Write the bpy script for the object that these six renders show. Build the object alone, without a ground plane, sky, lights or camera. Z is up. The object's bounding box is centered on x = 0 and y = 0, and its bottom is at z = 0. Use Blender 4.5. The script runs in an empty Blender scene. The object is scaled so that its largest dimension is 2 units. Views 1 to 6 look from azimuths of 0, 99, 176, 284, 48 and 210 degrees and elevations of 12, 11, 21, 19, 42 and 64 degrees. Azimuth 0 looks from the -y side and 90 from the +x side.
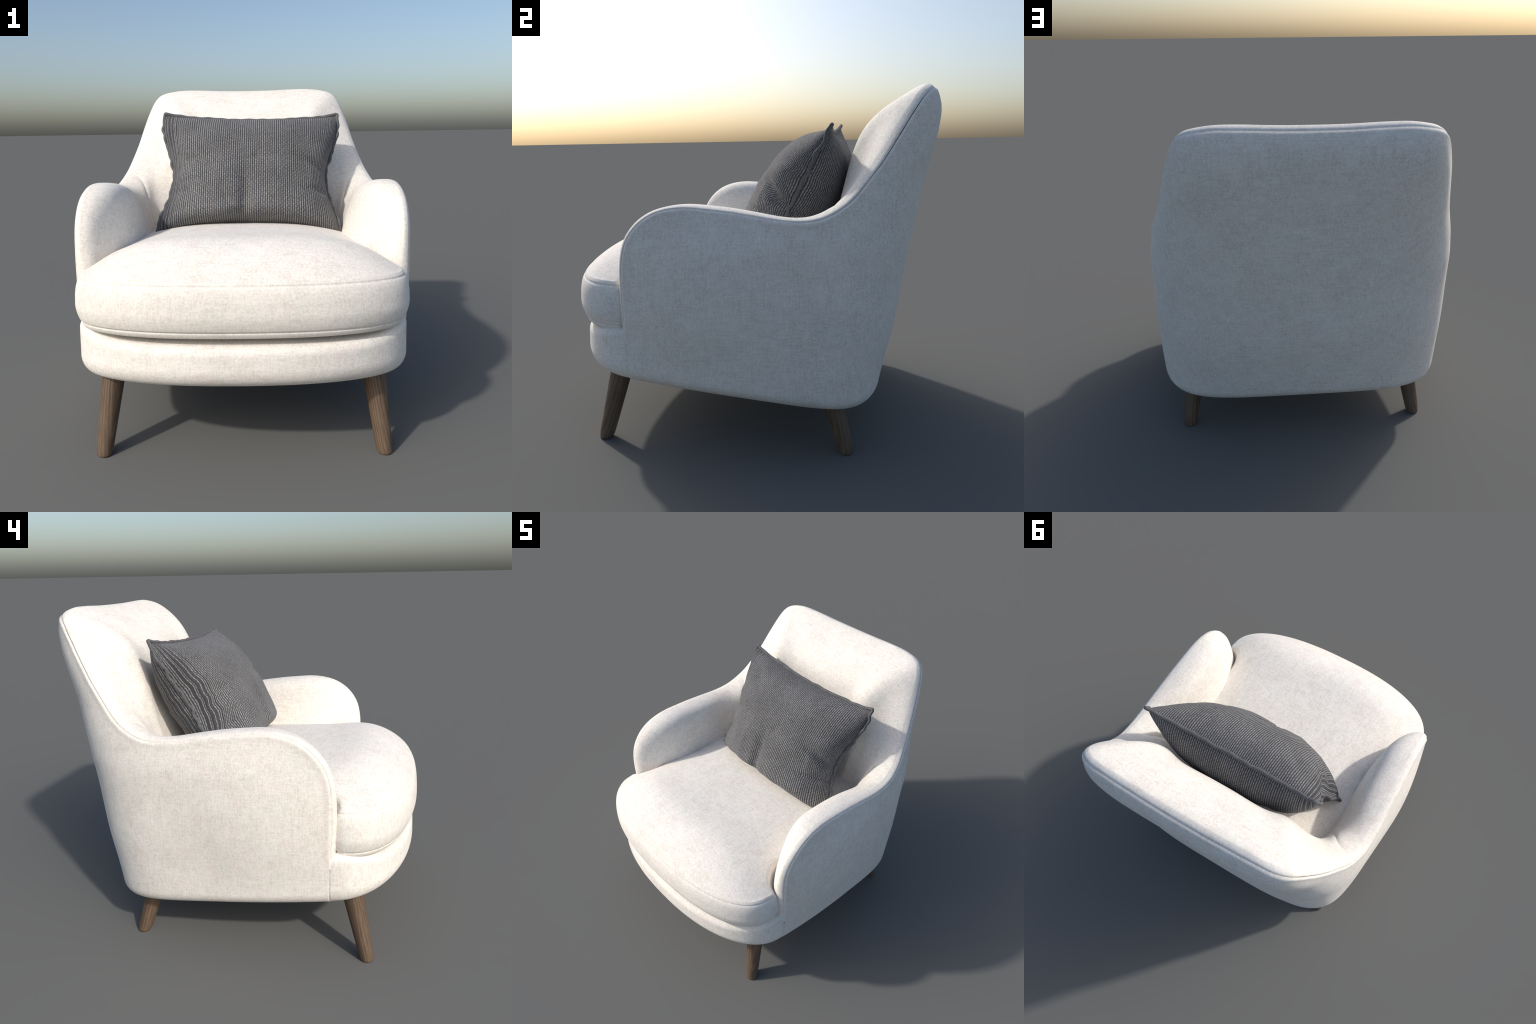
"""Upholstered lounge armchair on four splayed wooden legs, with a throw pillow."""
import bpy, math
import numpy as np
from mathutils import Matrix, Vector

# ------------------------------------------------------------------ helpers
def smooth_curve(xs, ys):
    """Monotone cubic (Fritsch-Carlson) interpolant through control points."""
    xs = np.array(xs, float); ys = np.array(ys, float)
    h = np.diff(xs); dl = np.diff(ys) / h
    m = np.zeros_like(xs); m[0] = dl[0]; m[-1] = dl[-1]
    for i in range(1, len(xs) - 1):
        if dl[i - 1] * dl[i] > 0:
            w1 = 2 * h[i] + h[i - 1]; w2 = h[i] + 2 * h[i - 1]
            m[i] = (w1 + w2) / (w1 / dl[i - 1] + w2 / dl[i])
    def f(x):
        x = np.clip(np.asarray(x, float), xs[0], xs[-1])
        k = np.clip(np.searchsorted(xs, x) - 1, 0, len(xs) - 2)
        t = (x - xs[k]) / h[k]
        return ((2*t**3 - 3*t**2 + 1) * ys[k] + (t**3 - 2*t**2 + t) * h[k] * m[k]
                + (-2*t**3 + 3*t**2) * ys[k+1] + (t**3 - t**2) * h[k] * m[k+1])
    return f

def catmull(points, n):
    """Dense centripetal-like spline through 2D/3D control points, n samples even in arc length."""
    P = np.array(points, float)
    P = np.vstack([2 * P[0] - P[1], P, 2 * P[-1] - P[-2]])
    out = []
    for i in range(1, len(P) - 2):
        p0, p1, p2, p3 = P[i-1], P[i], P[i+1], P[i+2]
        t0 = 0.0
        t1 = t0 + np.linalg.norm(p1 - p0) ** .5
        t2 = t1 + np.linalg.norm(p2 - p1) ** .5
        t3 = t2 + np.linalg.norm(p3 - p2) ** .5
        for t in np.linspace(t1, t2, 40, endpoint=False):
            a1 = (t1-t)/(t1-t0)*p0 + (t-t0)/(t1-t0)*p1
            a2 = (t2-t)/(t2-t1)*p1 + (t-t1)/(t2-t1)*p2
            a3 = (t3-t)/(t3-t2)*p2 + (t-t2)/(t3-t2)*p3
            b1 = (t2-t)/(t2-t0)*a1 + (t-t0)/(t2-t0)*a2
            b2 = (t3-t)/(t3-t1)*a2 + (t-t1)/(t3-t1)*a3
            out.append((t2-t)/(t2-t1)*b1 + (t-t1)/(t2-t1)*b2)
    out.append(P[-2]); out = np.array(out)
    if n is None:
        return out
    s = np.concatenate([[0], np.cumsum(np.linalg.norm(np.diff(out, axis=0), axis=1))])
    q = np.linspace(0, s[-1], n)
    return np.stack([np.interp(q, s, out[:, k]) for k in range(out.shape[1])], 1)

def grid_mesh(name, V, closed_u=False, flip=False, cap=None):
    """V: rows x cols x 3 array -> mesh object with quads."""
    R, C, _ = V.shape
    faces = []
    for r in range(R - 1):
        for c in range(C if closed_u else C - 1):
            c2 = (c + 1) % C
            f = (r*C + c, r*C + c2, (r+1)*C + c2, (r+1)*C + c)
            faces.append(f[::-1] if flip else f)
    verts = V.reshape(-1, 3).tolist()
    if cap:
        for r in cap:
            ring = V[r]; verts.append(ring.mean(0).tolist()); k = len(verts) - 1
            for c in range(C if closed_u else C - 1):
                c2 = (c + 1) % C
                f = (r % R * C + c, r % R * C + c2, k)
                if (r == 0) != flip: f = f[::-1]
                faces.append(f)
    return make_mesh(name, verts, faces)

def make_mesh(name, verts, faces, smooth=True):
    me = bpy.data.meshes.new(name)
    me.from_pydata(verts, [], faces); me.validate(); me.update()
    if smooth:
        me.polygons.foreach_set("use_smooth", [True] * len(me.polygons))
    ob = bpy.data.objects.new(name, me)
    bpy.context.scene.collection.objects.link(ob)
    return ob

def tube(name, path, radius, sides=10, closed=False):
    """Round tube swept along a 3D path; radius may vary along it."""
    path = np.array(path, float); n = len(path)
    rad = np.broadcast_to(np.asarray(radius, float), (n,))
    if closed:
        tan = np.roll(path, -1, 0) - np.roll(path, 1, 0)
    else:
        tan = np.gradient(path, axis=0)
    tan /= np.linalg.norm(tan, axis=1)[:, None]
    up = np.cross(tan[0], [0.3, 0.2, 1.0]); up /= np.linalg.norm(up)
    ang = np.linspace(0, 2*np.pi, sides, endpoint=False)
    V = np.zeros((n, sides, 3))
    for i in range(n):
        up = up - tan[i] * (up @ tan[i]); up /= np.linalg.norm(up)
        b = np.cross(tan[i], up)
        V[i] = path[i] + rad[i] * (np.cos(ang)[:, None] * up + np.sin(ang)[:, None] * b)
    if closed:
        V = np.concatenate([V, V[:1]], 0)
    return grid_mesh(name, V, closed_u=True, flip=True, cap=None if closed else [0, -1])

def sstep(a, b, x):
    t = np.clip((x - a) / (b - a), 0, 1); return t * t * (3 - 2 * t)

# ------------------------------------------------------------------ materials
def new_mat(name):
    m = bpy.data.materials.new(name); m.use_nodes = True
    nt = m.node_tree; nt.nodes.clear()
    out = nt.nodes.new("ShaderNodeOutputMaterial")
    b = nt.nodes.new("ShaderNodeBsdfPrincipled")
    nt.links.new(b.outputs[0], out.inputs[0])
    return m, nt, b

class Net:
    """Small helper for wiring shader nodes."""
    def __init__(self, nt): self.nt = nt
    def node(self, kind, **props):
        n = self.nt.nodes.new(kind)
        for k, v in props.items(): setattr(n, k, v)
        return n
    def put(self, sock, v):
        if isinstance(v, bpy.types.NodeSocket): self.nt.links.new(v, sock)
        else: sock.default_value = v
    def math(self, op, a, b=0.0, c=None, clamp=False):
        n = self.node("ShaderNodeMath", operation=op, use_clamp=clamp)
        self.put(n.inputs[0], a); self.put(n.inputs[1], b)
        if c is not None: self.put(n.inputs[2], c)
        return n.outputs[0]
    def mapping(self, vec, scale=(1, 1, 1), rot=(0, 0, 0)):
        n = self.node("ShaderNodeMapping")
        self.put(n.inputs["Vector"], vec); n.inputs["Scale"].default_value = scale
        n.inputs["Rotation"].default_value = rot
        return n.outputs[0]
    def noise(self, vec, scale, detail=3.0, rough=0.55, dist=0.0):
        n = self.node("ShaderNodeTexNoise")
        self.put(n.inputs["Vector"], vec); n.inputs["Scale"].default_value = scale
        n.inputs["Detail"].default_value = detail; n.inputs["Roughness"].default_value = rough
        n.inputs["Distortion"].default_value = dist
        return n.outputs["Fac"]
    def remap(self, v, a, b, c, d):
        n = self.node("ShaderNodeMapRange"); self.put(n.inputs[0], v)
        for k, x in zip((1, 2, 3, 4), (a, b, c, d)): n.inputs[k].default_value = x
        return n.outputs[0]
    def ramp(self, v, stops):
        n = self.node("ShaderNodeValToRGB"); self.put(n.inputs[0], v)
        e = n.color_ramp.elements
        while len(e) < len(stops): e.new(0.5)
        for el, (p, c) in zip(e, stops): el.position = p; el.color = (*c, 1)
        return n.outputs[0]
    def mix(self, f, a, b, mode="MIX"):
        n = self.node("ShaderNodeMix", data_type="RGBA", blend_type=mode)
        self.put(n.inputs[0], f)
        self.put(n.inputs[6], a if isinstance(a, bpy.types.NodeSocket) else (*a, 1))
        self.put(n.inputs[7], b if isinstance(b, bpy.types.NodeSocket) else (*b, 1))
        return n.outputs[2]
    def bump(self, h, strength, dist):
        n = self.node("ShaderNodeBump"); n.inputs["Strength"].default_value = strength
        n.inputs["Distance"].default_value = dist; self.put(n.inputs["Height"], h)
        return n.outputs[0]

def linen_material(name, shade):
    m, nt, b = new_mat(name); k = Net(nt)
    tint = lambda c: [v * shade for v in c]
    co = k.node("ShaderNodeTexCoord").outputs["Object"]
    # slubby threads: noise stretched along each axis in turn
    tz = k.noise(k.mapping(co, (150, 150, 9)), 1.0, 2.0)
    tx = k.noise(k.mapping(co, (9, 150, 150)), 1.0, 2.0)
    ty = k.noise(k.mapping(co, (150, 9, 150)), 1.0, 2.0)
    thread = k.math("ADD", k.math("ADD", tz, tx), ty)
    thread = k.remap(thread, 1.15, 1.85, 0.0, 1.0)
    grain = k.noise(co, 170.0, 2.0, 0.6)
    blotch = k.noise(co, 5.0, 3.0, 0.55, 0.3)
    blotch2 = k.noise(k.mapping(co, (1, 1, 1), (0.4, 0.9, 0.2)), 22.0, 3.0, 0.6)
    speck = k.remap(k.noise(k.mapping(co, (1, 1, 1), (0.7, 0.2, 0.5)), 95.0, 2.0, 0.6), .3, .7, 0, 1)
    f = k.math("ADD", k.math("MULTIPLY", thread, 0.36), k.math("MULTIPLY", speck, 0.30))
    f = k.math("ADD", f, k.math("MULTIPLY", k.remap(blotch, .3, .7, 0, 1), 0.15))
    f = k.math("ADD", f, k.math("MULTIPLY", k.remap(blotch2, .3, .7, 0, 1), 0.17))
    col = k.ramp(f, [(0.15, tint(LINEN_DARK)), (0.50, tint(LINEN_MID)), (0.85, tint(LINEN_LIGHT))])
    # faint rosy / greenish drift between threads and patches
    hue = k.math("ADD", k.math("MULTIPLY", k.noise(co, 9.0, 2.0), 0.5), k.math("MULTIPLY", k.noise(co, 70.0, 1.0), 0.5))
    drift = k.ramp(k.remap(hue, .36, .64, 0, 1), [(0.0, (1.0, .975, .965)), (1.0, (.97, 1.0, .975))])
    col = k.mix(1.0, col, drift, "MULTIPLY")
    k.put(b.inputs["Base Color"], col)
    b.inputs["Roughness"].default_value = 0.85
    b.inputs["Specular IOR Level"].default_value = 0.25
    b.inputs["Sheen Weight"].default_value = 0.12
    b.inputs["Sheen Roughness"].default_value = 0.5
    k.put(b.inputs["Normal"], k.bump(k.math("ADD", thread, k.math("MULTIPLY", grain, .5)), 0.12, 0.002))
    return m

def wood_material():
    m, nt, b = new_mat("brown_wood"); k = Net(nt)
    co = k.node("ShaderNodeTexCoord").outputs["Object"]
    warp = k.noise(k.mapping(co, (9, 9, 3)), 1.0, 2.0)
    w = k.node("ShaderNodeTexWave", wave_type="BANDS", bands_direction="X", wave_profile="SIN")
    k.put(w.inputs["Vector"], k.mapping(co, (1, 1, 0.10), (0.10, 0.20, 0.6)))
    w.inputs["Scale"].default_value = 22.0; w.inputs["Distortion"].default_value = 7.0
    w.inputs["Detail"].default_value = 3.0; w.inputs["Detail Scale"].default_value = 1.3
    fine = k.noise(k.mapping(co, (260, 260, 9)), 1.0, 3.0)
    f = k.math("ADD", k.math("MULTIPLY", w.outputs["Fac"], 0.22), k.math("MULTIPLY", fine, 0.62))
    f = k.math("ADD", f, k.math("MULTIPLY", warp, 0.2))
    col = k.ramp(f, [(0.22, WOOD_DARK), (0.52, WOOD_MID), (0.85, WOOD_LIGHT)])
    k.put(b.inputs["Base Color"], col)
    b.inputs["Roughness"].default_value = 0.5
    b.inputs["Specular IOR Level"].default_value = 0.4
    k.put(b.inputs["Normal"], k.bump(f, 0.45, 0.006))
    return m

def knit_material():
    """Dark grey woven stripes: light chain-stitch ribs over a charcoal ground."""
    m, nt, b = new_mat("striped_knit"); k = Net(nt)
    tc = k.node("ShaderNodeTexCoord"); co = tc.outputs["Object"]
    # Generated coordinates are those of the flat cloth before it is stuffed
    sep = k.node("ShaderNodeSeparateXYZ"); k.put(sep.inputs[0], tc.outputs["Generated"])
    x, y, z = sep.outputs
    x = k.math("MULTIPLY", k.math("SUBTRACT", x, 0.5), 2 * CLOTH_HALF)
    y = k.math("MULTIPLY", k.math("SUBTRACT", y, 0.5), 1.05)
    c = x
    wob = k.math("MULTIPLY", k.math("SUBTRACT", k.noise(co, 16.0, 2.0), 0.5), 0.006)
    c = k.math("ADD", c, wob)
    period, rung = 0.0150, 0.0245
    rib = k.remap(k.math("SINE", k.math("MULTIPLY", c, 2*math.pi/period)), -0.45, 0.55, 0.0, 1.0)
    # short cross threads bridge every gap, neighbouring gaps half a step apart
    gap = k.math("FLOOR", k.math("ADD", k.math("MULTIPLY", c, 1/period), 0.25))
    yy = k.math("ADD", y, k.math("MULTIPLY", k.math("SUBTRACT", k.noise(co, 22.0, 2.0), 0.5), 0.012))
    bridge = k.math("SINE", k.math("ADD", k.math("MULTIPLY", yy, 2*math.pi/rung), k.math("MULTIPLY", gap, math.pi)))
    bridge = k.remap(bridge, 0.40, 0.95, 0.0, 0.60)
    f = k.math("MAXIMUM", k.math("MULTIPLY", rib, 0.86), bridge)
    f = k.math("ADD", f, k.math("MULTIPLY", k.math("MULTIPLY", rib, bridge), 0.35))
    fleck = k.remap(k.noise(k.mapping(co, (150, 60, 60)), 1.0, 2.0), .3, .7, 0.62, 1.15)
    f = k.math("MULTIPLY", f, fleck, clamp=True)
    # broad dark bands near one end of the cloth
    band = None
    for p, w in ((-0.640, 0.010), (-0.602, 0.010), (-0.566, 0.004), (-0.528, 0.005)):
        d = k.math("ABSOLUTE", k.math("SUBTRACT", c, p))
        g = k.remap(d, w * 0.7, w * 1.25, 1.0, 0.0)
        band = g if band is None else k.math("MAXIMUM", band, g)
    f = k.math("MULTIPLY", f, k.remap(band, 0, 1, 1.0, 0.12))
    col = k.ramp(f, [(0.0, KNIT_DARK), (0.45, KNIT_MID), (1.0, KNIT_LIGHT)])
    tone = k.remap(k.noise(co, 5.0, 2.0), .3, .7, 0.86, 1.12)
    mul = k.node("ShaderNodeCombineColor")
    for i in range(3): k.put(mul.inputs[i], tone)
    col = k.mix(1.0, col, mul.outputs[0], "MULTIPLY")
    k.put(b.inputs["Base Color"], col)
    b.inputs["Roughness"].default_value = 0.9
    b.inputs["Specular IOR Level"].default_value = 0.2
    b.inputs["Sheen Weight"].default_value = 0.1
    k.put(b.inputs["Normal"], k.bump(f, 0.6, 0.005))
    return m

def piping_material():
    m, nt, b = new_mat("grey_cord"); k = Net(nt)
    co = k.node("ShaderNodeTexCoord").outputs["Object"]
    f = k.noise(co, 160.0, 2.0)
    k.put(b.inputs["Base Color"], k.ramp(f, [(0.3, [v * 1.7 for v in KNIT_DARK]), (0.7, [v * 1.35 for v in KNIT_MID])]))
    b.inputs["Roughness"].default_value = 0.9
    return m

def dust_cover_material():
    m, nt, b = new_mat("black_lining"); k = Net(nt)
    co = k.node("ShaderNodeTexCoord").outputs["Object"]
    f = k.noise(co, 90.0, 2.0)
    k.put(b.inputs["Base Color"], k.ramp(f, [(0.3, (.16, .15, .14)), (0.7, (.24, .23, .22))]))
    b.inputs["Roughness"].default_value = 0.95
    return m

LINEN_DARK, LINEN_MID, LINEN_LIGHT = (.65, .605, .555), (.815, .772, .720), (.93, .89, .845)
WOOD_DARK, WOOD_MID, WOOD_LIGHT = (.060, .040, .027), (.128, .086, .056), (.20, .140, .094)
KNIT_DARK, KNIT_MID, KNIT_LIGHT = (.036, .037, .041), (.106, .106, .110), (.275, .273, .273)

CLOTH_HALF = .70               # half width of the pillow cloth when flat

# ------------------------------------------------------------------ body: shared surfaces
# plan of the outer wall at height z: half width, depth of the back, squareness of the corner
wall_half_width = smooth_curve([.15, .3, .5, .8, 1.05, 1.2, 1.35, 1.5, 1.63, 1.75, 1.85, 1.92],
                               [.838, .850, .865, .878, .880, .861, .824, .781, .745, .712, .69, .68])
wall_back = smooth_curve([.15, .3, .45, .62, .95, 1.33, 1.55, 1.66, 1.74, 1.80, 1.85, 1.92],
                         [.692, .722, .755, .799, .854, .925, .971, .992, .999, .988, .960, .91])
wall_square = smooth_curve([.2, .6, 1.0, 1.35, 1.65, 1.9], [4.9, 4.2, 3.95, 4.4, 6.4, 8.5])
FRONT_HALF_WIDTH = .828         # outer face at the front edge of the arm
FRONT_Y = -.572
lining_half_width = smooth_curve([.4, .9, 1.1, 1.25, 1.4, 1.6, 1.9], [.555, .560, .590, .562, .468, .43, .42])
lining_back = smooth_curve([.4, .95, 1.15, 1.36, 1.6, 1.9], [.34, .418, .493, .570, .603, .575])
lining_square = smooth_curve([.8, 1.15, 1.45, 1.9], [5.0, 4.8, 4.4, 4.0])
BEVEL = .076

def underside_z(y):
    return .318 - .109 * y

# plan coordinate u: metres along a reference wall, 0 where the side starts to curve
_psi = np.linspace(0, np.pi/2, 4001)
_W, _Y, _N = .86, .86, 4.8
_r = ((np.cos(_psi) / _W) ** _N + (np.sin(_psi) / _Y) ** _N) ** (-1/_N)
_px, _py = _r * np.cos(_psi), _r * np.sin(_psi)
_u = np.concatenate([[0], np.cumsum(np.hypot(np.diff(_px), np.diff(_py)))])
U_MID = _u[-1]                   # middle of the back

def plan_point(u, w, d, n, front):
    """Point on a plan curve: straight side for u<0, superelliptic corner and back for u>0."""
    u = np.asarray(u, float)
    sgn = np.where(u > U_MID, -1.0, 1.0)
    u = np.where(u > U_MID, 2*U_MID - u, u)
    psi = np.interp(u, _u, _psi)
    cx = np.clip(np.interp(psi, _psi, _px) / _W, 0, 1)
    sy = np.clip(np.interp(psi, _psi, _py) / _Y, 0, 1)
    # re-normalise for the local squareness
    e = _N / n
    x = np.where(u < 0, w + (front - w) * (u / FRONT_Y) ** 2, w * cx ** e)
    y = np.where(u < 0, u, d * sy ** e)
    return x * sgn, y, sgn

def wall_normal(x, y, w, d, n):
    nx = np.sign(x) * np.abs(np.clip(np.abs(x)/w, 0, 1)) ** (n-1) / w
    ny = np.where(y > 0, (np.clip(y/d, 0, 1)) ** (n-1) / d, 0.12)
    l = np.hypot(nx, ny); return nx/l, ny/l

def outer_wall(u, z, inset=0.0):
    w, d, n = wall_half_width(z), wall_back(z), wall_square(z)
    x, y, _ = plan_point(u, w, d, n, FRONT_HALF_WIDTH)
    nx, ny = wall_normal(x, y, w, d, n)
    h = np.clip((z - underside_z(y)) / BEVEL, 0, 1)
    ins = BEVEL * (1 - np.sqrt(np.clip(1 - (1 - h) ** 2, 0, 1))) + inset
    # the stuffed side panel swells gently in the middle
    bell = lambda v, c, r: np.cos(np.clip((v - c) / r, -1, 1) * np.pi / 2) ** 2
    ins = ins - .031 * bell(y, -.20, .54) ** .75 * bell(z, .85, .43) ** .8
    return np.stack([x - nx*ins, y - ny*ins, np.broadcast_to(z, x.shape)], -1)

def inner_wall(u, z):
    w, d = lining_half_width(z), lining_back(z)
    x, y, _ = plan_point(u, w, d, lining_square(z), w + .05)
    y = y - .044 * np.exp(-(x / .34) ** 2) * (y > .2) * sstep(.9, 1.2, z)
    return np.stack([x, y, np.broadcast_to(z, x.shape)], -1)

def u_from_y(y, z):
    if y <= 0: return y
    s = (y / float(wall_back(z))) ** (float(wall_square(z)) / _N)
    k = np.searchsorted(_py, s * _Y); return float(_u[min(k, len(_u) - 1)])

def u_from_x(x, z):
    s = (x / float(wall_half_width(z))) ** (float(wall_square(z)) / _N)
    k = len(_px) - np.searchsorted(_px[::-1], s * _W); return float(_u[min(max(k, 0), len(_u) - 1)])

# seam between the outer shell and the upholstered inside, as (y, z) up the arm and wing ...
seam_side = [(-.570, .60), (-.578, .72), (-.578, .88), (-.568, 1.03), (-.540, 1.125), (-.474, 1.212),
             (-.385, 1.268), (-.26, 1.294), (-.10, 1.284), (.085, 1.260), (.26, 1.234), (.36, 1.232),
             (.445, 1.250), (.565, 1.325), (.685, 1.472), (.790, 1.636), (.858, 1.745), (.905, 1.808)]
# ... and (x, z) over the top of the back
seam_top = [(.50, 1.846), (.35, 1.849), (.18, 1.843), (0.0, 1.841)]
ctrl = [(u_from_y(y, z), z) for y, z in seam_side] + [(u_from_x(x, z), z) for x, z in seam_top]
HALF = 190
rim_half = catmull(ctrl, HALF)
rim_half[-1, 0] = U_MID
rim_half[:, 0] = np.clip(rim_half[:, 0], None, U_MID)
rim = np.vstack([rim_half, np.stack([2*U_MID - rim_half[-2::-1, 0], rim_half[-2::-1, 1]], 1)])
NT = len(rim)
t_par = np.linspace(0, 1, HALF)

def rim_outward():
    d = np.gradient(rim, axis=0); d /= np.linalg.norm(d, axis=1)[:, None]
    n = np.stack([-d[:, 1], d[:, 0]], 1)
    ker = np.array([1, 2, 3, 2, 1]) / 9
    for k in range(2):
        n[:, k] = np.convolve(np.pad(n[:, k], 2, mode="edge"), ker, "valid")
    return n / np.linalg.norm(n, axis=1)[:, None]

RIM_N = rim_outward()
s_rim = np.concatenate([[0], np.cumsum(np.linalg.norm(np.diff(rim_half, axis=0), axis=1))])

def along_rim(vals):
    """Interpolate values given at (rim fraction) control points; mirrored to the other half."""
    f = smooth_curve([v[0] for v in vals], [v[1] for v in vals])(s_rim / s_rim[-1])
    return np.concatenate([f, f[-2::-1]])

def frac_of(yz):
    """Rim fraction nearest to a seam control point."""
    k = np.argmin(np.hypot(rim_half[:, 0] - yz[0], rim_half[:, 1] - yz[1])); return s_rim[k] / s_rim[-1]

F_ARMTOP0, F_ARMTOP1 = frac_of(ctrl[5]), frac_of(ctrl[7])
F_DIP, F_WING, F_TOP = frac_of(ctrl[11]), frac_of(ctrl[14]), frac_of(ctrl[18])

F_SPLIT = frac_of(ctrl[12]) * .35 + frac_of(ctrl[13]) * .65

def shell():
    """Outer side and back panel, from the seam down under the bevelled lower edge."""
    u_low = along_rim([(0, FRONT_Y), (F_ARMTOP0, -.35), (F_ARMTOP1, -.17), (F_DIP, .38),
                       (F_WING, .85), (F_TOP, U_MID - .42), (1, U_MID)])
    u_low[NT//2+1:] = 2*U_MID - u_low[NT//2+1:]
    rows = []
    # distances below the rim (metres) first, then fractions of the way down to the bevel
    edge = [0, .004, .008, .013, .02, .03, .045]
    lip = [.006, .002, -.002, -.003, -.0025, -.001, 0]
    low = np.stack([u_low, np.zeros(NT)], 1)
    _, y0, _ = plan_point(u_low, wall_half_width(.45), wall_back(.45), wall_square(.45), FRONT_HALF_WIDTH)
    low[:, 1] = underside_z(y0) + BEVEL
    # at the lower front end the lip turns the corner and fades into the join with the base rail
    turn = sstep(0, .055, np.minimum(np.arange(NT), np.arange(NT)[::-1]) / HALF)[:, None]
    nrm = RIM_N * turn + np.array([0, 1.0]) * (1 - turn)
    nrm /= np.linalg.norm(nrm, axis=1)[:, None]
    for e, l in zip(edge, lip):
        p = rim - nrm * e
        rows.append(outer_wall(p[:, 0], p[:, 1], l if e == 0 else l * turn[:, 0]))
    start = rim - nrm * edge[-1]
    for f in np.linspace(0, 1, 46)[1:]:
        p = start + (low - start) * f
        rows.append(outer_wall(p[:, 0], p[:, 1]))
    for a in np.linspace(0, np.pi/2, 12)[1:]:
        z = low[:, 1] - BEVEL * math.sin(a)
        rows.append(outer_wall(low[:, 0], z))
    last = rows[-1]
    c = np.array([0, -.1, 0]); inn = last + (c - last) * .06; inn[:, 2] = underside_z(inn[:, 1]) + .002
    rows.append(inn)
    # front return edge tucks inwards behind the base rail
    V = np.array(rows)
    def tuck(col):
        p = V[:, col].copy(); p[:, 0] *= .97; p[:, 1] += .002; return p
    V = np.concatenate([tuck(0)[:, None], V, tuck(-1)[:, None]], 1)
    return grid_mesh("outer_shell", V, flip=True)

# pad cross-sections from the seam: (distance inwards from the seam, share of the pad thickness)
PROFILE_K = np.linspace(0, 1, 11)
pad_front = [(0, .019), (-.008, .025), (-.020, .11), (-.022, .25), (-.008, .40), (.022, .54), (.065, .66), (.15, .77), (.27, .88), (.40, .95), (.52, 1)]
pad_arm   = [(0, .019), (-.006, .024), (-.013, .09), (-.016, .20), (-.013, .34), (.000, .50), (.030, .66), (.08, .79), (.18, .90), (.32, .96), (.50, 1)]
pad_back  = [(0, .014), (-.010, .016), (-.019, .05), (-.020, .09), (-.010, .18), (.020, .34), (.085, .62), (.18, .83), (.30, .94), (.42, .97), (.56, 1)]
pad_wing  = [(0, .014), (-.008, .018), (-.014, .07), (-.012, .14), (.004, .25), (.035, .45), (.09, .67), (.18, .82), (.30, .90), (.42, .95), (.56, 1)]

def pads():
    w_front = along_rim([(0, 1), (F_ARMTOP0 * .75, 1), (F_ARMTOP1, 0), (1, 0)])
    w_back = along_rim([(0, 0), (F_WING, 0), (F_TOP, 1), (1, 1)])
    w_wing = along_rim([(0, 0), (F_DIP * .85, 0), (F_WING * .97, 1), (F_WING, 1), (F_TOP, 0), (1, 0)])
    w_arm = np.clip(1 - w_front - w_back - w_wing, 0, 1)
    kk = np.linspace(0, 1, 46)
    def prof(tab):
        t = np.array(tab); return smooth2(t[:, 0], kk), smooth2(t[:, 1], kk)
    def smooth2(v, q):
        return catmull(np.stack([PROFILE_K, v], 1), None)[:, 1][np.searchsorted(catmull(np.stack([PROFILE_K, v], 1), None)[:, 0], q).clip(0, 400)]
    P = [prof(t) for t in (pad_front, pad_arm, pad_wing, pad_back)]
    Wt = [w_front, w_arm, w_wing, w_back]
    tot = sum(Wt); Wt = [w / tot for w in Wt]
    u_core = along_rim([(0, -.20), (F_ARMTOP0, -.12), (F_ARMTOP1, 0), (F_DIP, .40), (F_SPLIT, .62),
                        (F_WING, .85), (F_TOP, U_MID - .40), (1, U_MID)])
    u_core[NT//2+1:] = 2*U_MID - u_core[NT//2+1:]
    core = np.stack([u_core, np.full(NT, .62)], 1)
    gap = core - rim; L = np.linalg.norm(gap, axis=1)[:, None]; gdir = gap / L
    cosv = np.clip(-(gdir * RIM_N).sum(1), .55, 1)[:, None]
    rows = []; last = None
    for i in range(len(kk)):
        d = sum(w * p[0][i] for w, p in zip(Wt, P))[:, None]
        q = sum(w * p[1][i] for w, p in zip(Wt, P))[:, None]
        over = np.minimum(d, 0); ins = np.maximum(d, 0)
        stepl = np.minimum(ins / cosv, .92 * L)
        # leave the rim square to it, then swing towards the core line
        bl = sstep(0, .12, ins)
        q_dir = -RIM_N * (1 - bl) + gdir * bl
        uv = rim - RIM_N * over + q_dir * stepl
        o = outer_wall(uv[:, 0], uv[:, 1]); n = inner_wall(uv[:, 0], uv[:, 1])
        rows.append(o + (n - o) * q); last = uv
    for f in np.linspace(0, 1, 16)[1:]:
        uv = last + (core - last) * f
        rows.append(inner_wall(uv[:, 0], uv[:, 1]))
    return np.array(rows)

def smooth_rows(V, k=2):
    for _ in range(k):
        V[2:-1] = V[2:-1] * .5 + (V[1:-2] + V[3:]) * .25
        V[1:, 1:-1] = V[1:, 1:-1] * .6 + (V[1:, :-2] + V[1:, 2:]) * .2
    return V

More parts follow.
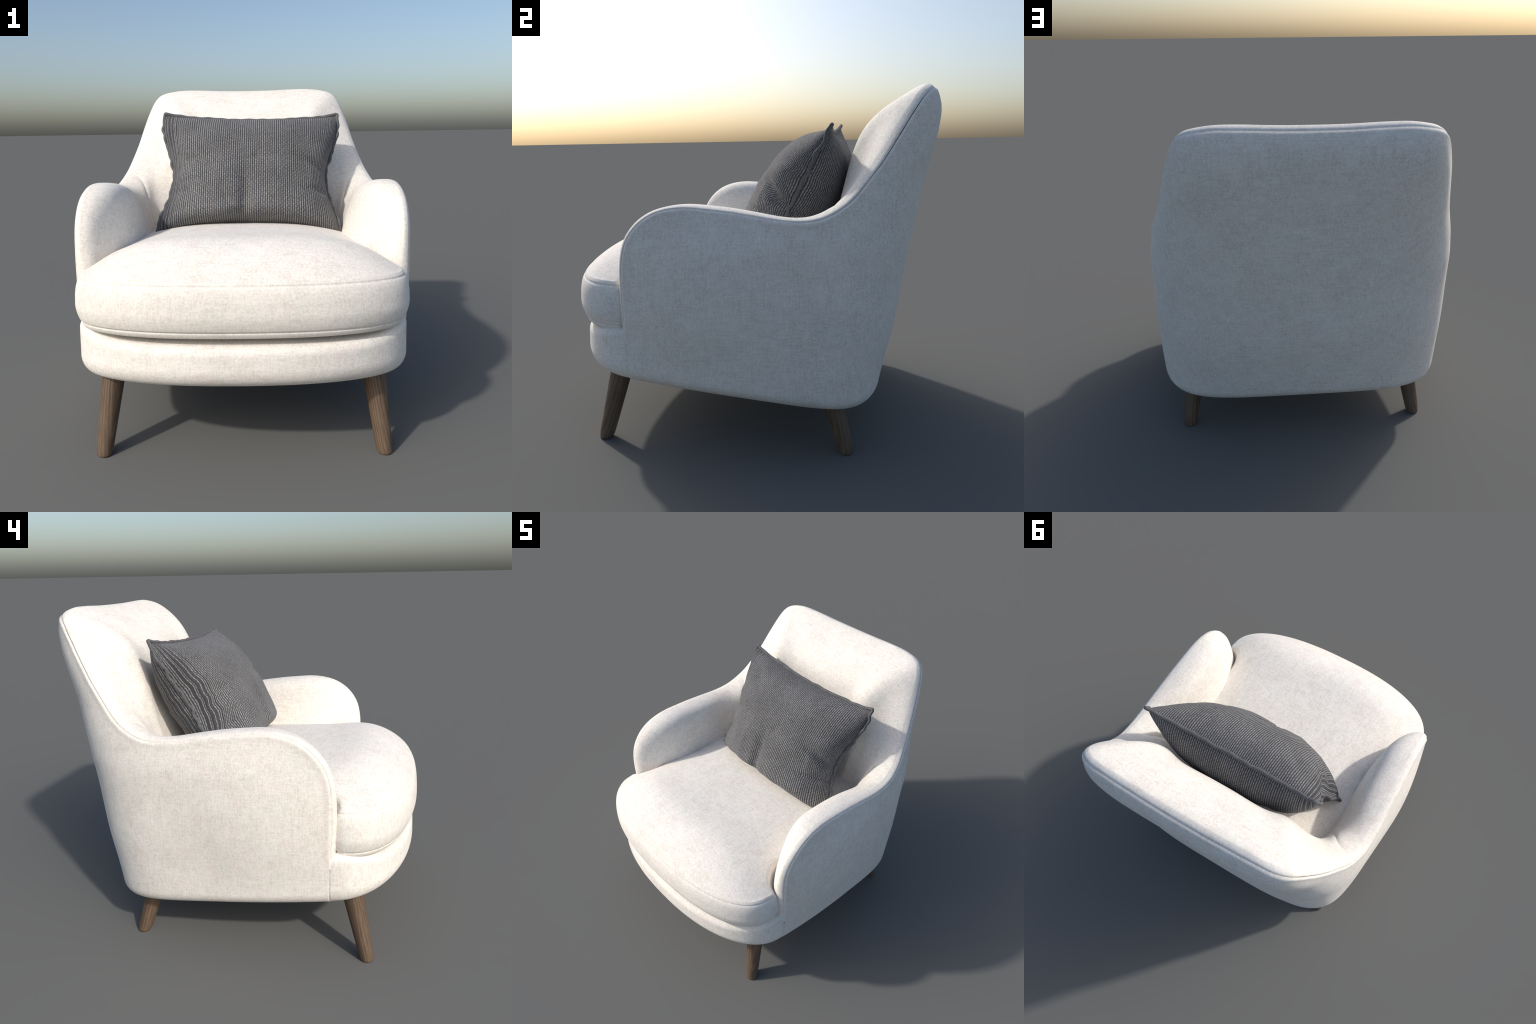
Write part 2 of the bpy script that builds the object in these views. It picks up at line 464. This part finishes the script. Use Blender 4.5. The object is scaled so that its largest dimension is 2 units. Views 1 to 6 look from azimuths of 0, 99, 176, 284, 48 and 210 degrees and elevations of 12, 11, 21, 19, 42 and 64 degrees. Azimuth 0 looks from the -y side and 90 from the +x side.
def split_pads():
    V = smooth_rows(pads(), 3)
    V[12:] = smooth_rows(V[10:], 14)[2:]
    i_split = int(np.argmin(np.abs(s_rim / s_rim[-1] - F_SPLIT)))
    j_split = NT - 1 - i_split
    # stitched join between arm and back: the columns next to it sink in a little
    def sink(i):
        for off, a in ((0, .007), (-1, .002), (1, .002)):
            cen = V[:, i + off]
            nrm = np.cross(np.gradient(V[:, i + off], axis=0), V[:, i + off + 1] - V[:, i + off - 1])
            nrm /= np.linalg.norm(nrm, axis=1)[:, None] + 1e-9
            fade = sstep(6, 22, np.arange(len(V)))[:, None]
            V[:, i + off] = cen + SINK_SIGN * nrm * a * fade
    sink(i_split); sink(j_split)
    a = grid_mesh("armrest", V[:, :i_split + 1])
    c = grid_mesh("backrest", V[:, i_split:j_split + 1])
    b = grid_mesh("armrest", V[:, j_split:])
    return a, c, b
SINK_SIGN = 1.0

# ------------------------------------------------------------------ base rail under the seat
def front_curve(t, half, depth, m):
    """t in -1..1 from the right to the left front corner."""
    a = np.asarray(t) * np.pi / 2
    x = half * np.sign(np.sin(a)) * np.abs(np.sin(a)) ** (2/m)
    y = FRONT_Y - depth * np.abs(np.cos(a)) ** (2/m)
    return x, y

def even(t_fun, n):
    t = np.linspace(-1, 1, 4001); x, y = t_fun(t)
    s = np.concatenate([[0], np.cumsum(np.hypot(np.diff(x), np.diff(y)))])
    tt = np.interp(np.linspace(0, s[-1], n), s, t)
    return t_fun(tt)

def base_rail():
    x, y = even(lambda t: front_curve(t, FRONT_HALF_WIDTH + .001, .420, 2.25), 140)
    back = np.array([.05, .02, .006])
    x = np.concatenate([np.full(3, x[0] + .006), x, np.full(3, x[-1] - .006)])
    y = np.concatenate([FRONT_Y + back, y, FRONT_Y + back[::-1]])
    tx, ty = np.gradient(x), np.gradient(y); l = np.hypot(tx, ty)
    nx, ny = ty/l, -tx/l           # outward
    rows = []
    r = .095
    def row(ins, z): rows.append(np.stack([x - nx*ins, y - ny*ins, z], -1))
    zb = underside_z(y)
    row(.30, zb + .002)
    for a in np.linspace(np.pi/2, 0, 16):
        row(r * .85 * (1 - math.cos(a)), zb + r * (1 - math.sin(a)))
    top = .629 + .045 * sstep(-.93, -.64, y)
    for f in np.linspace(0, 1, 10)[1:]:
        row(.004 * f, (zb + r) + (top - .045 - zb - r) * f)
    for a in np.linspace(0, np.pi/2, 7)[1:]:
        row(.004 + .045 * (1 - math.cos(a)), top - .045 + .045 * math.sin(a))
    row(.25, top)
    V = np.array(rows)
    return grid_mesh("base_rail", V, flip=False)

def bottom_panel():
    ub = np.linspace(FRONT_Y, 2*U_MID - FRONT_Y, 160)
    w, d, n = wall_half_width(.35), wall_back(.35), wall_square(.35)
    x, y, _ = plan_point(ub, w, d, n, FRONT_HALF_WIDTH)
    fx, fy = even(lambda t: front_curve(t, FRONT_HALF_WIDTH, .408, 2.25), 80)
    px = np.concatenate([x, fx[1:-1]]); py = np.concatenate([y, fy[1:-1]])
    px = px * .88; py = (py + .12) * .88 - .12
    ring = np.stack([px, py, underside_z(py) + .004], -1)
    centre = [0, 0, float(underside_z(0)) + .004]
    return make_mesh("bottom_panel", ring.tolist() + [centre],
                     [((i + 1) % len(ring), i, len(ring)) for i in range(len(ring))])

# ------------------------------------------------------------------ seat cushion
# half width and depth of the wide front, which ends just before the arms
SEAT_HALF, SEAT_DEPTH, SEAT_SHIFT = .817, .366, -.060

def seat_outline():
    half, depth, back = SEAT_HALF, SEAT_DEPTH, SEAT_SHIFT
    fx, fy = even(lambda t: front_curve(t, half, depth, 2.4), 200)
    fy = fy + back
    # from the left front corner back: rounded rear corner, then the narrower tongue between the arms
    side = catmull([(half, FRONT_Y + back), (half - .012, FRONT_Y - .026), (half - .040, FRONT_Y - .008), (.745, FRONT_Y + .012),
                    (.715, FRONT_Y + .06), (.70, -.30), (.72, 0), (.70, .30), (.66, .46), (.55, .52), (.30, .535), (0, .54)], 130)
    left = side[1:]
    right = side[-2:0:-1] * [-1, 1]
    # front runs right(-x) to left(+x)
    pts = np.concatenate([np.stack([fx, fy], 1), left, right])
    return pts

def edge_distance(p, ring):
    """Distance from points to a closed polyline."""
    a = ring; ab = np.roll(ring, -1, 0) - a
    ap = p[:, None] - a[None]
    t = np.clip((ap * ab).sum(-1) / (ab * ab).sum(-1), 0, 1)
    return np.sqrt(((ap - t[..., None] * ab) ** 2).sum(-1)).min(1)

def seat_cushion():
    pts = seat_outline(); n = len(pts)
    t = np.roll(pts, -1, 0) - np.roll(pts, 1, 0); t /= np.linalg.norm(t, axis=1)[:, None]
    nrm = np.stack([t[:, 1], -t[:, 0]], 1)
    ker = np.ones(9) / 9
    for k in range(2):
        nrm[:, k] = np.convolve(np.pad(nrm[:, k], 4, mode="wrap"), ker, "valid")
    cen = np.array([0, -.76])
    tilt_of = lambda y: -.055 * np.clip(y + .60, 0, None) - .05 * np.clip(y + .60, None, 0)
    tilt = tilt_of(pts[:, 1])
    rows = []
    def side_row(ins, z): rows.append(np.column_stack([pts - nrm * ins, np.full(n, z) + tilt]))
    def bottom_row(sc, z):
        p = cen + (pts - nrm*.07 - cen) * sc; rows.append(np.column_stack([p, np.full(n, z) + tilt * sc]))
    bottom_row(.4, .635); bottom_row(.9, .635)
    prof = catmull([(.085, .636), (.055, .642), (.032, .654), (.018, .680), (.006, .71), (-.002, .75), (-.001, .79), (.003, .83), (.011, .864), (.024, .892), (.038, .911)], 90)
    for ins, z in prof:
        g = .005 * math.exp(-((z - .680) / .004) ** 2) + .0045 * math.exp(-((z - .890) / .0045) ** 2)
        side_row(ins + g, z)
    # domed top: parabolic from side to side, rising quickly behind the front edge
    z0 = .916
    base = pts - nrm * .038
    def dome(p):
        ax = np.clip(np.abs(p[:, 0]) / (SEAT_HALF - .030), 0, 1)
        y_front = FRONT_Y + SEAT_SHIFT - (SEAT_DEPTH - .034) * (1 - ax ** 2.4) ** (1 / 2.4)
        e = np.clip((p[:, 1] - y_front) / .37, 0, 1)
        side = 4.4 - 1.4 * sstep(-.85, -.35, p[:, 1])
        return .160 * (1 - ax ** side) * (1 - (1 - e) ** 2.3)
    for f in np.concatenate([[.004, .009, .016, .025], np.linspace(.04, 1, 60)]):
        p = base + (cen - base) * f
        d = edge_distance(p, base)
        rise = dome(p) * (1 - np.exp(-d / .008))
        rows.append(np.column_stack([p, z0 - .004 + rise + tilt_of(p[:, 1])]))
    V = np.array(rows)
    return grid_mesh("seat_cushion", V, closed_u=True, flip=False)

# ------------------------------------------------------------------ legs
def leg(top, foot):
    top, foot = np.array(top, float), np.array(foot, float)
    r0, r1, n = .0385, .060, 40
    L = np.linalg.norm(top - foot)
    prof = [(r0 * .84, 0), (r0 * .95, .003), (r0, .010)] + [(r0 + (r1 - r0) * (h/L) ** .9, h) for h in np.linspace(.03, L, 24)]
    ang = np.linspace(0, 2*np.pi, n, endpoint=False)
    V = np.array([[(r*math.cos(a), r*math.sin(a), h) for a in ang] for r, h in prof])
    ob = grid_mesh("leg", V, closed_u=True, flip=False, cap=[0, -1])
    ax = Vector(top - foot).normalized()
    ob.matrix_world = Matrix.Translation(foot) @ Vector((0, 0, 1)).rotation_difference(ax).to_matrix().to_4x4()
    # trim to the floor: every lowest point must stand on z = 0
    me = ob.data; mw = ob.matrix_world; inv = mw.inverted()
    for v in me.vertices:
        w = mw @ v.co
        if v.co.z < .012:
            w.z = max(0.0, v.co.z * .9); v.co = inv @ w
    return ob

# ------------------------------------------------------------------ throw pillow
PILLOW_W, PILLOW_H = .565, .400
pillow_front = smooth_curve([-1.0, -.97, -.92, -.8, -.55, -.25, .09, .46, .78, .93, 1.0],
                            [0, .135, .205, .242, .252, .250, .238, .200, .124, .056, 0])
pillow_back = smooth_curve([-1.0, -.96, -.88, -.7, -.4, 0, .4, .7, .88, .97, 1.0],
                           [0, .05, .10, .155, .205, .230, .220, .175, .108, .045, 0])
rng = np.random.default_rng(7)
PUCKER = rng.uniform(0, 2*np.pi, 12)
FOLDS = [(rng.uniform(-.75, .9), rng.uniform(-.85, .15), rng.uniform(-.9, .9) + (1.57 if k % 3 == 0 else 0),
          rng.uniform(.12, .30), rng.uniform(.035, .07), rng.uniform(.004, .010) * (1 if k % 4 else -1)) for k in range(16)]

def pillow_outline(s, t):
    """Map the unit square onto the pinched outline (local x, y)."""
    x = PILLOW_W * s * (1 - .165 * np.exp(-((t + .12) / .62) ** 2) * (1 - t**4) * np.abs(s) ** 3)
    y = PILLOW_H * t * (1 - .075 * (1 - s**2) * np.abs(t) ** 3)
    y = y - .010 * (1 - s**2) * sstep(-.2, 1, t) + .006 * (1 - s**2) * sstep(.3, -1, t)
    # blunt corners
    blunt = (s * s * t * t) ** 5
    x = x * (1 - .030 * blunt); y = y * (1 + np.where(t > 0, .008, -.045) * blunt)
    # corners sag outwards at the foot
    y = y - .015 * sstep(.5, 1, np.abs(s)) * sstep(0, -1, t)
    return x, y

def crease(s, t, s0, t0, ang, ls, lw):
    ds, dt = s - s0, t - t0
    a = ds * math.cos(ang) + dt * math.sin(ang); b = -ds * math.sin(ang) + dt * math.cos(ang)
    return np.exp(-(a/ls)**2 - (b/lw)**2)

def pillow_height(s, t, side):
    g = np.clip(1 - np.abs(s) ** 2.6, 0, 1) ** (.54 + .24 * sstep(.1, -.7, t))
    f = pillow_front if side > 0 else pillow_back
    n = f(t) * g
    room = np.clip(n / .12, 0, 1)
    w = np.zeros_like(s)
    if side > 0:
        w -= .028 * crease(s, t, -.03, -.80, math.pi/2, .60, .065)
        w -= .042 * crease(s, t, .80, -.05, -.35, .26, .06)
        w -= .032 * crease(s, t, .86, -.42, .15, .20, .055)
        w += .008 * crease(s, t, .78, -.22, -.15, .22, .08)
        w -= .010 * crease(s, t, -.80, -.10, .45, .22, .09)
        w -= .013 * crease(s, t, -.82, -.48, .2, .20, .07)
        w += .006 * crease(s, t, -.76, -.28, .3, .2, .08)
        w -= .010 * crease(s, t, -.55, .62, -1.0, .16, .06)
    else:
        w -= .020 * crease(s, t, .2, .3, 1.2, .4, .10) + .016 * crease(s, t, -.45, .2, 1.7, .4, .09)
    # slack cloth: seeded soft folds, mostly in the lower half and towards the seams
    for s0, t0, ang, ls, lw, a in FOLDS:
        w -= side * a * crease(s, t, s0, t0, ang, ls, lw)
    # gathers running in from the seam
    for k in range(6):
        fr = 7 + 4.3 * k
        w += .0020 * np.exp(-((1 - np.abs(t)) / .22) ** 2) * np.sin(fr * s + PUCKER[k])
        w += .0020 * np.exp(-((1 - np.abs(s)) / .22) ** 2) * np.sin(fr * t + PUCKER[k + 6])
    return np.maximum(n + w * room, 0)

def edge_spacing(n):
    a = np.linspace(-np.pi/2, np.pi/2, n); return .45 * np.sin(a) + .55 * np.linspace(-1, 1, n)

def pillow_cover():
    n = 150
    g = edge_spacing(n)
    S, T = np.meshgrid(g, g)
    verts, flat, faces, index = [], [], [], {}
    for side in (1, -1):
        x, y = pillow_outline(S, T); z = side * pillow_height(S, T, side)
        for i in range(n):
            for j in range(n):
                border = i in (0, n-1) or j in (0, n-1)
                if side < 0 and border: index[side, i, j] = index[1, i, j]; continue
                index[side, i, j] = len(verts); verts.append((x[i, j], y[i, j], 0 if border else z[i, j]))
                flat.append((S[i, j], T[i, j], 0 if border else side))
        for i in range(n-1):
            for j in range(n-1):
                q = [index[side, i, j], index[side, i, j+1], index[side, i+1, j+1], index[side, i+1, j]]
                faces.append(q if side > 0 else q[::-1])
    # flat size of the cloth: arc lengths over the stuffed belly
    def unroll(u, h):
        s = np.concatenate([[0], np.cumsum(np.hypot(np.diff(u), np.diff(h)))]); return s / s[-1] * 2 - 1
    z = pillow_height(S, T, 1); x, y = pillow_outline(S, T); m = n // 2
    fx = unroll(x[m - 15], z[m - 15]); fy = unroll(y[:, m], z[:, m])
    gi = {v: k for k, v in enumerate(g)}
    flat = [(fx[gi[a]], fy[gi[b]], c) for a, b, c in flat]
    ob = make_mesh("cover", flat, faces)
    ob.shape_key_add(name="flat_cloth")
    key = ob.shape_key_add(name="stuffed"); key.value = 1.0
    key.data.foreach_set("co", np.array(verts, float).ravel())
    return ob

def pillow_piping():
    e = np.linspace(-1, 1, 130)[:-1]
    s = np.concatenate([e, np.ones_like(e), -e, -np.ones_like(e)])
    t = np.concatenate([-np.ones_like(e), e, np.ones_like(e), -e])
    x, y = pillow_outline(s, t)
    k = np.arange(len(s)) / len(s) * 2*np.pi
    wave = lambda a, j: sum(np.sin(f * a + PUCKER[(i + 4 * j) % 12]) for i, f in enumerate((17, 23, 38, 51))) * .5
    ear = sstep(.90, 1.0, np.abs(s)) * sstep(.90, 1.0, np.abs(t))
    x = x + np.sign(s) * (.005 + .006 * ear) * (np.abs(s) > .9); y = y + np.sign(t) * (.005 + .006 * ear) * (np.abs(t) > .9)
    flank = np.abs(s) > .999
    z = np.where(flank, .006, .0025) * wave(k, 0) * (1 - ear)
    x = x + np.where(flank, .004, 0) * wave(k, 1)
    y = y + np.where(flank, 0, .002) * wave(k, 2)
    p = np.stack([x, y, z], 1)
    p = (p + np.roll(p, 1, 0) + np.roll(p, -1, 0)) / 3
    return tube("piping", p, .0105, 10, closed=True)

# ------------------------------------------------------------------ assembly
def parent_to(root, parts):
    for p in parts:
        mw = p.matrix_world.copy(); p.parent = root
        p.matrix_parent_inverse = root.matrix_world.inverted(); p.matrix_world = mw

def build():
    shell_linen, linen = linen_material("linen_fabric", .945), linen_material("linen_fabric_lighter_tint", .985)  # two linen tints: outer shell slightly darker, pads, base rail and seat cushion slightly paler
    wood, knit, cord, lining = (wood_material(), knit_material(),
                                piping_material(), dust_cover_material())
    chair = bpy.data.objects.new("armchair", None)
    bpy.context.scene.collection.objects.link(chair)
    chair["label"] = "cream linen upholstered armchair with tapered brown wooden legs"
    chair["category"] = "armchair"
    fabric = [shell(), *split_pads(), base_rail(), seat_cushion()]
    for i, p in enumerate(fabric): p.data.materials.append(linen if i else shell_linen)
    under = bottom_panel(); under.data.materials.append(lining)
    legs = []
    for sx in (1, -1):
        legs.append(leg((sx * .648, -.668, .44), (sx * .702, -.780, 0)))
        legs.append(leg((sx * .640, .432, .40), (sx * .702, .550, 0)))
    for l in legs: l.data.materials.append(wood)
    bpy.context.view_layer.update()
    parent_to(chair, fabric + [under] + legs)

    up = Vector((0.0, .470, .883)); right = Vector((1, -.010, -.018))
    up = (up - right.normalized() * up.dot(right.normalized())).normalized(); right.normalize()
    nrm = right.cross(up)
    M = Matrix((right, up, nrm)).transposed().to_4x4(); M.translation = Vector((.030, .272, 1.322))
    pillow = bpy.data.objects.new("throw_pillow", None)
    bpy.context.scene.collection.objects.link(pillow)
    pillow.matrix_world = M
    pillow["label"] = "charcoal grey striped woven throw pillow with corded edge"
    pillow["category"] = "pillow"
    cover, piping = pillow_cover(), pillow_piping()
    cover.data.materials.append(knit); piping.data.materials.append(cord)
    for p in (cover, piping): p.matrix_world = M
    bpy.context.view_layer.update()
    parent_to(pillow, [cover, piping])

build()
